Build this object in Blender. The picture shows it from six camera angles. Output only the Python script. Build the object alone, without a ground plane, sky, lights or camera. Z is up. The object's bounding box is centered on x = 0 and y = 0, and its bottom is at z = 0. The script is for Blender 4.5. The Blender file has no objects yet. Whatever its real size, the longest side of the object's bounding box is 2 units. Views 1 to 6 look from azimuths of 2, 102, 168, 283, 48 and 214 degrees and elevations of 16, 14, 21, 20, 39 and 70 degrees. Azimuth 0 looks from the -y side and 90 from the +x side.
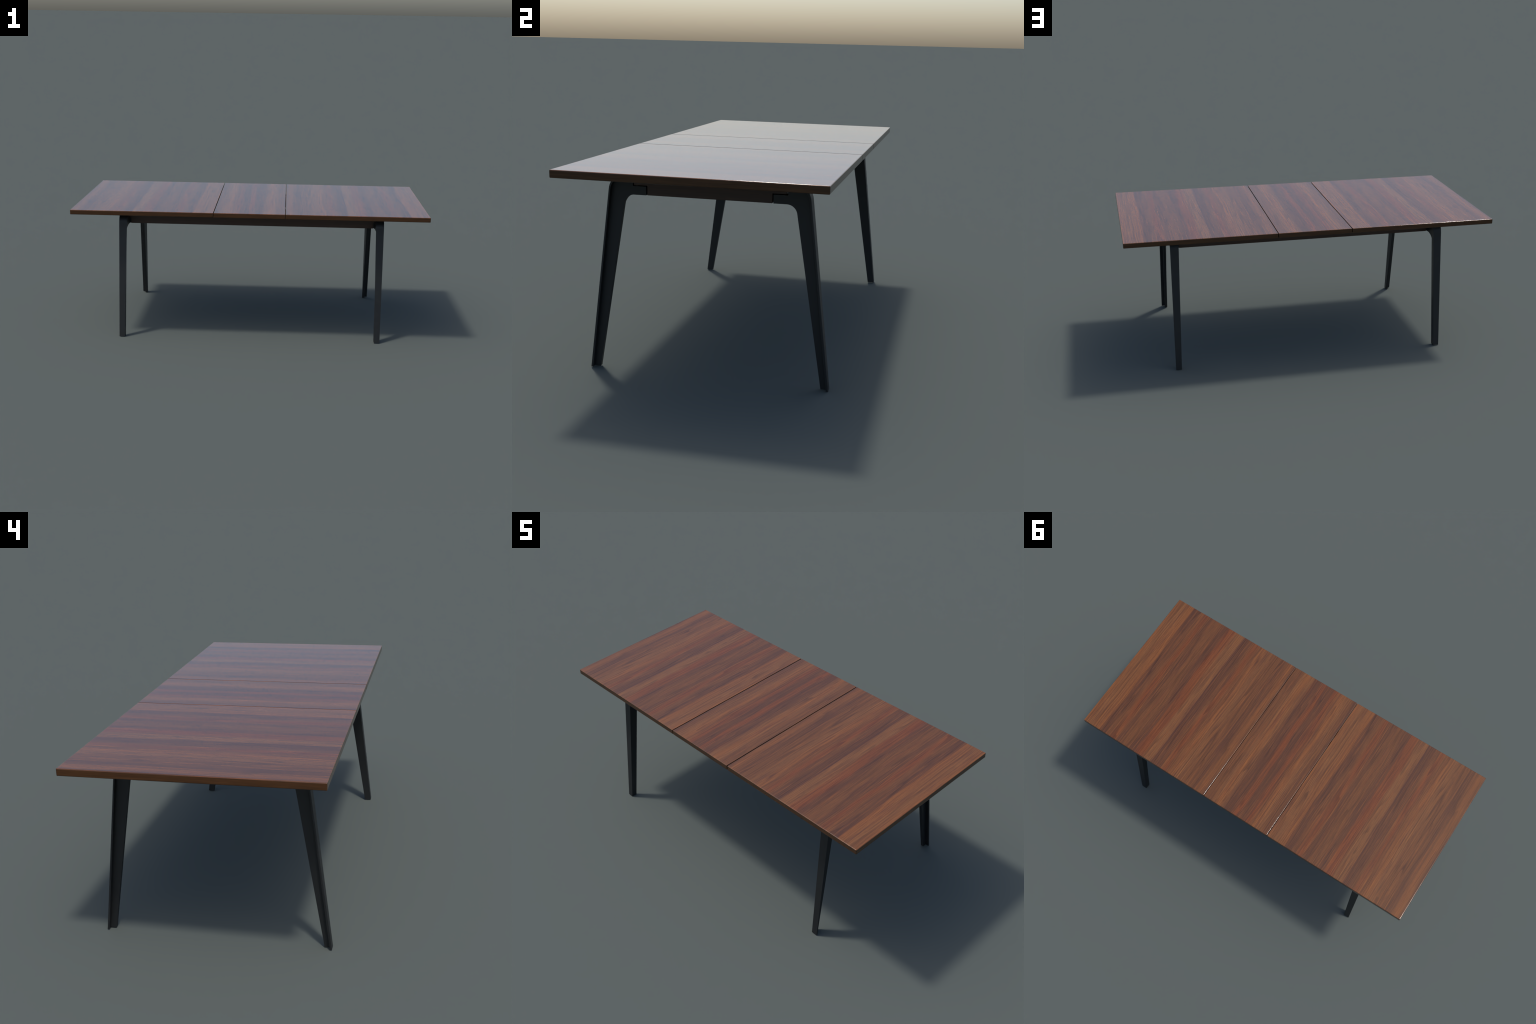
"""Extendable walnut dining table: three-leaf top, wooden apron, black angle-iron legs."""
import bpy, bmesh, math
from mathutils import Vector

# ------------------------------------------------------------------ sizes (metres)
HALF_LENGTH, HALF_WIDTH = 1.0, 0.45
TOP_Z, TOP_THICK = 0.7488, 0.0268
SEAM_X, SEAM_GAP = 0.2, 0.0030
FRAME_X, LEG_Y = 0.0065, 0.0015  # the under-frame sits a touch off the top's centre
UNDER = TOP_Z - TOP_THICK

scene = bpy.context.scene
root = bpy.data.objects.new("dining_table", None)
scene.collection.objects.link(root)
root["label"] = "extendable walnut dining table with splayed black metal legs"
root["category"] = "table"


# ------------------------------------------------------------------ node helpers
class Tree:
    def __init__(self, name):
        self.mat = bpy.data.materials.new(name)
        self.mat.use_nodes = True
        self.nt = self.mat.node_tree
        self.bsdf = self.nt.nodes["Principled BSDF"]

    def node(self, kind, **props):
        n = self.nt.nodes.new(kind)
        for k, v in props.items():
            setattr(n, k, v)
        return n

    def plug(self, src, dst):
        self.nt.links.new(src, dst)

    def put(self, sock, val):
        if isinstance(val, bpy.types.NodeSocket):
            self.plug(val, sock)
        else:
            sock.default_value = val

    def math(self, op, a, b=0.0, clamp=False):
        n = self.node("ShaderNodeMath", operation=op, use_clamp=clamp)
        self.put(n.inputs[0], a)
        self.put(n.inputs[1], b)
        return n.outputs[0]

    def mix(self, fac, a, b, blend="MIX"):
        n = self.node("ShaderNodeMix", data_type="RGBA", blend_type=blend)
        self.put(n.inputs["Factor"], fac)
        self.put(n.inputs["A"], a)
        self.put(n.inputs["B"], b)
        return n.outputs["Result"]

    def noise(self, vec, scale, detail=3.0, rough=0.55, stretch=(1, 1, 1), shift=(0, 0, 0), distortion=0.0):
        m = self.node("ShaderNodeMapping")
        m.inputs["Scale"].default_value = stretch
        m.inputs["Location"].default_value = shift
        self.plug(vec, m.inputs["Vector"])
        n = self.node("ShaderNodeTexNoise")
        n.inputs["Scale"].default_value = scale
        n.inputs["Detail"].default_value = detail
        n.inputs["Roughness"].default_value = rough
        n.inputs["Distortion"].default_value = distortion
        self.plug(m.outputs[0], n.inputs["Vector"])
        return n.outputs["Fac"]

    def remap(self, val, a, b, c=0.0, d=1.0):
        n = self.node("ShaderNodeMapRange", clamp=True)
        self.put(n.inputs["Value"], val)
        for k, v in zip(("From Min", "From Max", "To Min", "To Max"), (a, b, c, d)):
            n.inputs[k].default_value = v
        return n.outputs[0]

    def ramp(self, val, stops, interp="EASE"):
        n = self.node("ShaderNodeValToRGB")
        cr = n.color_ramp
        cr.interpolation = interp
        while len(cr.elements) < len(stops):
            cr.elements.new(1.0)
        for e, (p, c) in zip(cr.elements, stops):
            e.position = p
            e.color = (*c, 1)
        self.plug(val, n.inputs[0])
        return n.outputs[0]


def shade(c, k):
    return tuple(min(1.0, v * k) for v in c)


# walnut tones (linear)
ORANGE = (0.178, 0.063, 0.0160)
TAN = (0.152, 0.062, 0.0195)
BROWN = (0.120, 0.046, 0.0140)
RUST = (0.144, 0.0405, 0.0100)
DARK = (0.084, 0.0325, 0.0125)
DEEP = (0.064, 0.024, 0.0125)

# veneer figure: where each band of growth starts, measured from the leaf's +x end
END_LEAF_BANDS = [
    (0.000, ORANGE), (0.045, TAN), (0.103, ORANGE), (0.112, DARK), (0.140, DARK),
    (0.165, BROWN), (0.200, RUST), (0.218, BROWN), (0.228, DARK), (0.262, BROWN), (0.300, BROWN),
    (0.318, DARK), (0.340, DARK), (0.350, RUST), (0.388, RUST), (0.402, TAN), (0.448, TAN),
    (0.457, DEEP), (0.466, DARK), (0.490, DARK), (0.515, BROWN), (0.535, RUST), (0.560, BROWN), (0.585, ORANGE), (0.622, TAN),
    (0.660, BROWN), (0.705, BROWN), (0.722, DARK), (0.750, BROWN), (0.772, ORANGE), (0.790, BROWN),
    (0.797, DARK),
]
MIDDLE_LEAF_BANDS = [
    (0.000, BROWN), (0.045, BROWN), (0.062, TAN), (0.085, ORANGE), (0.112, TAN), (0.130, DARK),
    (0.172, DARK), (0.188, RUST), (0.202, RUST), (0.214, DARK), (0.245, DARK), (0.270, RUST),
    (0.295, BROWN), (0.312, ORANGE), (0.345, TAN), (0.370, BROWN), (0.392, DARK),
]


def veneer(name, bands, width, shift_y):
    """Wood veneer whose grain runs along y; bands are laid out along x."""
    t = Tree(name)
    tc = t.node("ShaderNodeTexCoord").outputs["Object"]
    mp = t.node("ShaderNodeMapping")
    mp.inputs["Location"].default_value = (0, shift_y, 0)
    t.plug(tc, mp.inputs["Vector"])
    vec = mp.outputs[0]
    sep = t.node("ShaderNodeSeparateXYZ")
    t.plug(vec, sep.inputs[0])
    # distance from the +x end, made to wander along the grain
    along = t.math("SUBTRACT", width / 2, sep.outputs["X"])
    wander = t.math("MULTIPLY", t.math("SUBTRACT", t.noise(vec, 1.0, 2.0, stretch=(8, 2.6, 1)), 0.5), 0.036)
    jitter = t.math("MULTIPLY", t.math("SUBTRACT", t.noise(vec, 1.0, 3.0, 0.6, stretch=(170, 2.4, 1)), 0.5), 0.036)
    pos = t.math("ADD", t.math("ADD", along, wander), jitter)
    soft = t.math("ADD", along, t.math("MULTIPLY", wander, 0.5))
    col = t.ramp(t.math("DIVIDE", pos, width), [(p / width, c) for p, c in bands], "LINEAR")
    # broad tone drift, then streaks of three widths
    drift = t.noise(vec, 1.0, 3.0, 0.55, stretch=(22, 2.0, 1), shift=(2, 7, 0))
    col = t.mix(t.remap(drift, 0.42, 0.74, 0, 0.45), col, (*BROWN, 1))
    red = t.noise(vec, 1.0, 3.0, 0.55, stretch=(80, 2.4, 1), shift=(1.7, 6, 0))
    col = t.mix(t.remap(red, 0.56, 0.70, 0, 0.40), col, (*RUST, 1))
    streak = t.noise(vec, 1.0, 4.0, 0.62, stretch=(120, 3.6, 1), shift=(3.1, 0, 0))
    col = t.mix(t.remap(streak, 0.50, 0.68, 0, 0.62), col, (*shade(DEEP, 1.10), 1))
    glow = t.noise(vec, 1.0, 4.0, 0.62, stretch=(115, 3.2, 1), shift=(9.4, 2, 0))
    col = t.mix(t.remap(glow, 0.52, 0.68, 0, 0.56), col, (*shade(ORANGE, 1.05), 1))
    # growth lines: each ring darkens toward its late wood, then breaks off sharply
    for count, drift_by, seed, deep in ((58, 9, 11.0, 0.72), (130, 12, 5.0, 0.80)):
        warp = t.noise(vec, 1.0, 2.0, 0.5, stretch=(16, 0.7, 1), shift=(seed, seed, 0))
        ring = t.math("FRACT", t.math("ADD", t.math("MULTIPLY", soft, count), t.math("MULTIPLY", warp, drift_by)))
        late = t.ramp(ring, [(0.0, (1.07, 1.07, 1.06)), (0.55, (1.02, 1.02, 1.02)), (0.86, (deep, deep * 0.98, deep)),
                             (0.97, (deep, deep, deep)), (1.0, (1.07, 1.07, 1.06))], "LINEAR")
        fade = t.remap(t.noise(vec, 1.0, 2.0, 0.5, stretch=(20, 3.0, 1), shift=(0, seed, 0)), 0.35, 0.62, 0.25, 1.0)
        col = t.mix(fade, col, t.mix(1.0, col, late, "MULTIPLY"))
    # fine fibres and pores
    fibre = t.noise(vec, 1.0, 3.0, 0.6, stretch=(300, 6.0, 1))
    col = t.mix(1.0, col, t.ramp(fibre, [(0.28, (0.74, 0.74, 0.78)), (0.72, (1.24, 1.22, 1.18))], "LINEAR"), "MULTIPLY")
    speck = t.noise(vec, 1.0, 2.0, 0.7, stretch=(420, 45, 1))
    col = t.mix(1.0, col, t.ramp(speck, [(0.3, (0.90, 0.90, 0.90)), (0.7, (1.10, 1.10, 1.10))], "LINEAR"), "MULTIPLY")
    # short dark mineral lines and a few pin knots
    line = t.noise(vec, 1.0, 1.5, 0.5, stretch=(150, 7, 1), shift=(6, 1, 0))
    col = t.mix(t.remap(line, 0.70, 0.80, 0, 0.65), col, (0.045, 0.021, 0.019, 1))
    flk = t.noise(vec, 1.0, 1.0, 0.4, stretch=(60, 22, 1), shift=(4, 4, 0))
    col = t.mix(t.remap(flk, 0.80, 0.86, 0, 0.6), col, (0.045, 0.021, 0.017, 1))
    t.plug(col, t.bsdf.inputs["Base Color"])
    t.bsdf.inputs["Roughness"].default_value = 0.12
    t.bsdf.inputs["Specular IOR Level"].default_value = 0.5
    return t.mat


def dark_walnut(name, tone, axis_stretch, rough=0.32):
    """Edge bands and aprons: darker walnut, grain along the piece."""
    t = Tree(name)
    vec = t.node("ShaderNodeTexCoord").outputs["Object"]
    big = t.noise(vec, 1.0, 4.0, 0.6, stretch=axis_stretch)
    fine = t.noise(vec, 1.0, 3.0, 0.6, stretch=tuple(4 * s for s in axis_stretch), shift=(5, 5, 5))
    col = t.ramp(big, [(0.25, shade(tone, 0.70)), (0.5, tone), (0.75, shade(tone, 1.35))], "LINEAR")
    col = t.mix(1.0, col, t.ramp(fine, [(0.25, (0.82, 0.82, 0.82)), (0.75, (1.18, 1.16, 1.12))], "LINEAR"), "MULTIPLY")
    t.plug(col, t.bsdf.inputs["Base Color"])
    t.bsdf.inputs["Roughness"].default_value = rough
    return t.mat


EDGE_TONE = (0.060, 0.0250, 0.0085)
edge_mat = dark_walnut("walnut_edge_band", EDGE_TONE, (7, 7, 190), 0.14)
apron_mat = dark_walnut("walnut_apron", (0.042, 0.0165, 0.0072), (4, 4, 130), 0.45)
end_mats = [veneer("walnut_end_leaf", END_LEAF_BANDS, HALF_LENGTH - SEAM_X, 0.0),
            veneer("walnut_end_leaf_offset", END_LEAF_BANDS, HALF_LENGTH - SEAM_X, 0.36)]
mid_mat = veneer("walnut_middle_leaf", MIDDLE_LEAF_BANDS, 2 * SEAM_X, 1.9)

black = Tree("black_powder_coat")
bvec = black.node("ShaderNodeTexCoord").outputs["Object"]
grain = black.noise(bvec, 900, 2.0)
black.plug(black.ramp(grain, [(0.3, (0.0075, 0.0083, 0.0088)), (0.7, (0.0108, 0.0116, 0.0120))], "LINEAR"),
           black.bsdf.inputs["Base Color"])
black.bsdf.inputs["Roughness"].default_value = 0.50
bb = black.node("ShaderNodeBump")
bb.inputs["Strength"].default_value = 0.08
bb.inputs["Distance"].default_value = 0.0003
black.plug(grain, bb.inputs["Height"])
black.plug(bb.outputs[0], black.bsdf.inputs["Normal"])
black_mat = black.mat


# ------------------------------------------------------------------ mesh helpers
def finish(name, bm, mats, parent=root, location=(0, 0, 0), bevel=0.0, segments=2, angle=30, keep=None):
    bmesh.ops.recalc_face_normals(bm, faces=bm.faces)
    if bevel:
        edges = [e for e in bm.edges if len(e.link_faces) == 2
                 and e.calc_face_angle(0) > math.radians(angle) and not (keep and keep(e))]
        bmesh.ops.bevel(bm, geom=edges, offset=bevel, offset_type="OFFSET", segments=segments,
                        profile=0.5, affect="EDGES", clamp_overlap=True)
    me = bpy.data.meshes.new(name)
    bm.to_mesh(me)
    bm.free()
    for m in mats:
        me.materials.append(m)
    for p in me.polygons:
        p.use_smooth = True
    me.set_sharp_from_angle(angle=math.radians(28))
    ob = bpy.data.objects.new(name, me)
    scene.collection.objects.link(ob)
    wn = ob.modifiers.new("flat_face_normals", "WEIGHTED_NORMAL")   # keeps the big faces truly flat
    wn.mode, wn.weight, wn.keep_sharp = "FACE_AREA", 100, True
    ob.parent = parent
    ob.location = location
    return ob


def prism(bm, outline, to3d, depth_a, depth_b):
    """Extrude a 2-D outline between two depths; to3d(u, v, d) places a point."""
    a = [bm.verts.new(to3d(u, v, depth_a)) for u, v in outline]
    b = [bm.verts.new(to3d(u, v, depth_b)) for u, v in outline]
    bm.faces.new(a)
    bm.faces.new(list(reversed(b)))
    for i in range(len(outline)):
        j = (i + 1) % len(outline)
        bm.faces.new((a[i], b[i], b[j], a[j]))


# ------------------------------------------------------------------ table top: three leaves
def leaf(name, x0, x1, mat):
    cx, hx = (x0 + x1) / 2, (x1 - x0) / 2
    bm = bmesh.new()
    prism(bm, [(-hx, -HALF_WIDTH), (hx, -HALF_WIDTH), (hx, HALF_WIDTH), (-hx, HALF_WIDTH)],
          lambda u, v, d: (u, v, d), 0.0, -TOP_THICK)
    # the +x edge at a seam is left crisp, the others are eased
    crisp = lambda e: all(v.co.x > hx - 1e-5 and v.co.z > -1e-5 for v in e.verts)
    ob = finish(name, bm, [mat, edge_mat], location=(cx, 0, TOP_Z), bevel=0.0033, segments=4,
                keep=crisp if x1 < HALF_LENGTH else None)
    for p in ob.data.polygons:
        if p.normal.z < 0.55:
            p.material_index = 1
    return ob


g = SEAM_GAP / 2
leaf("tabletop_leaf", SEAM_X + g, HALF_LENGTH, end_mats[0])
leaf("tabletop_leaf", -HALF_LENGTH, -SEAM_X - g, end_mats[1])
leaf("extension_leaf", -SEAM_X + g, SEAM_X - g, mid_mat)


# ------------------------------------------------------------------ apron
def fx(sign, x):
    return FRAME_X + sign * (x - FRAME_X)


APRON_LOW, NOTCH_Z, RAIL_TOP = 0.6375, 0.6705, 0.7115
SIDE_TOP = UNDER - 0.0012                            # only the long rails carry the top
ARM_END_Y, RAIL_LOW_Y, TONGUE_Y = 0.2225, 0.2192, 0.2672
RAIL_OUT_X, RAIL_IN_X = 0.7375, 0.716

for sx in (1, -1):                                    # end rails, stepped round the leg arms
    bm = bmesh.new()
    prism(bm, [(-RAIL_LOW_Y, APRON_LOW), (RAIL_LOW_Y, APRON_LOW), (RAIL_LOW_Y, NOTCH_Z), (TONGUE_Y, NOTCH_Z),
               (TONGUE_Y, RAIL_TOP), (-TONGUE_Y, RAIL_TOP), (-TONGUE_Y, NOTCH_Z), (-RAIL_LOW_Y, NOTCH_Z)],
          lambda u, v, d: (fx(sx, d), u, v), RAIL_IN_X, RAIL_OUT_X)
    finish("end_rail", bm, [apron_mat], bevel=0.001, segments=2)

for sx in (1, -1):                                    # steel flange that carries on across the end rail
    bm = bmesh.new()
    w = 0.2700
    prism(bm, [(-w, 0.7043), (w, 0.7043), (w, 0.7118), (-w, 0.7118)],
          lambda u, v, d: (fx(sx, d), u, v), RAIL_OUT_X + 0.0003, 0.7578)
    finish("rail_flange", bm, [black_mat], bevel=0.0008, segments=2)

for sy in (1, -1):                                    # hidden extension slides under the leaves
    bm = bmesh.new()
    prism(bm, [(fx(-1, 0.66), 0.690), (fx(1, 0.66), 0.690), (fx(1, 0.66), SIDE_TOP), (fx(-1, 0.66), SIDE_TOP)],
          lambda u, v, d: (u, sy * d, v), 0.165, 0.195)
    finish("extension_slide", bm, [apron_mat], bevel=0.001, segments=2)

for sy in (1, -1):                                    # long rails
    bm = bmesh.new()
    lo, hi = fx(-1, 0.703), fx(1, 0.703)
    LO, HI = fx(-1, RAIL_IN_X - 0.0006), fx(1, RAIL_IN_X - 0.0006)
    prism(bm, [(lo, APRON_LOW), (hi, APRON_LOW), (hi, NOTCH_Z), (HI, NOTCH_Z), (HI, RAIL_TOP - 0.0004), (hi, RAIL_TOP - 0.0004), (hi, SIDE_TOP),
               (lo, SIDE_TOP), (lo, RAIL_TOP - 0.0004), (LO, RAIL_TOP - 0.0004), (LO, NOTCH_Z), (lo, NOTCH_Z)],
          lambda u, v, d: (u, sy * d, v), 0.2485, 0.2665)
    finish("side_rail", bm, [apron_mat], bevel=0.001, segments=2)


# ------------------------------------------------------------------ legs
OUT_X, WEB_X, FLANGE_T = 0.7578, 0.740, 0.0075
OUT0, OUT_SLOPE, OUT_R = 0.4333, 0.1225, 0.062         # outer line y = OUT0 - OUT_SLOPE z, bend radius
IN0, IN_SLOPE, IN_R = 0.4038, 0.1655, 0.0365           # inner line and fillet
NOTCH_Y, ARM_TOP, ARM_LOW_TOP = 0.2712, 0.7118, 0.6680
MID = (ARM_LOW_TOP - APRON_LOW) / (ARM_TOP - APRON_LOW)


def lerp(a, b, k):
    return a + (b - a) * k


def leg_stations():
    """(outer yz, inner yz, inner x of flange, inner x of web edge) from foot to arm."""
    st = []
    bend_a, bend_b = math.atan(OUT_SLOPE), math.atan(IN_SLOPE)
    zc = ARM_TOP - OUT_R
    oz = zc + OUT_R * math.sin(bend_a)
    oyc = OUT0 - OUT_SLOPE * oz - OUT_R * math.cos(bend_a)
    izc = APRON_LOW - IN_R
    iz = izc + IN_R * math.sin(bend_b)
    iyc = IN0 - IN_SLOPE * iz - IN_R * math.cos(bend_b)
    for k in range(7):
        f = k / 6
        zo, zi = oz * f, iz * f
        st.append(((OUT0 - OUT_SLOPE * zo, zo), (IN0 - IN_SLOPE * zi, zi),
                   lerp(0.7265, 0.7125, f), 0.725))
    n = 12
    for k in range(1, n):
        f = k / n
        a, b = lerp(bend_a, math.pi / 2, f), lerp(bend_b, math.pi / 2, f)
        st.append(((oyc + OUT_R * math.cos(a), zc + OUT_R * math.sin(a)),
                   (iyc + IN_R * math.cos(b), izc + IN_R * math.sin(b)),
                   lerp(0.7125, 0.7105, f), lerp(0.725, 0.710, f)))
    st.append(((NOTCH_Y, ARM_TOP), (NOTCH_Y, APRON_LOW), 0.7105, 0.710))
    return st


def build_leg(sx, sy):
    bm = bmesh.new()
    rings = []
    for (oy, oz), (iy, iz), xf, xw in leg_stations():
        d = Vector((iy - oy, iz - oz))
        k = FLANGE_T / d.length
        fy, fz = oy + d.x * k, oz + d.y * k                 # under side of the flange
        my, mz = iy - d.x * MID, iz - d.y * MID             # where the arm is stepped
        xm = lerp(xw, xf, MID)
        pts = [(OUT_X, oy, oz), (xf, oy, oz), (xm, my, mz), (xw, iy, iz),
               (WEB_X, iy, iz), (WEB_X, my, mz), (WEB_X, fy, fz), (OUT_X, fy, fz)]
        rings.append([bm.verts.new((fx(sx, x), LEG_Y + sy * y, z)) for x, y, z in pts])
    for a, b in zip(rings, rings[1:]):
        for i in range(8):
            j = (i + 1) % 8
            bm.faces.new((a[i], a[j], b[j], b[i]))
    bm.faces.new(rings[0])                                  # foot
    end = rings[-1]
    bm.faces.new([end[i] for i in (0, 1, 2, 5, 6, 7)])      # upper cut of the arm
    tip = [bm.verts.new((v.co.x, LEG_Y * 0.5 + sy * ARM_END_Y, v.co.z)) for v in (end[2], end[3], end[4], end[5])]
    base = [end[2], end[3], end[4], end[5]]
    for i in range(4):
        j = (i + 1) % 4
        bm.faces.new((base[i], base[j], tip[j], tip[i]))
    bm.faces.new(tip)
    # inner joint plate that closes the corner behind the arm and the rails
    ya, yb, za, zb = 0.2150, 0.2655, APRON_LOW + 0.0012, 0.7000
    prism(bm, [(ya, za), (yb, za), (yb, zb), (ya, zb)],
          lambda u, v, d: (fx(sx, d), sy * u, v), 0.7000, 0.7098)
    finish("leg", bm, [black_mat], bevel=0.0009, segments=2, angle=32)


for sx in (1, -1):
    for sy in (1, -1):
        build_leg(sx, sy)
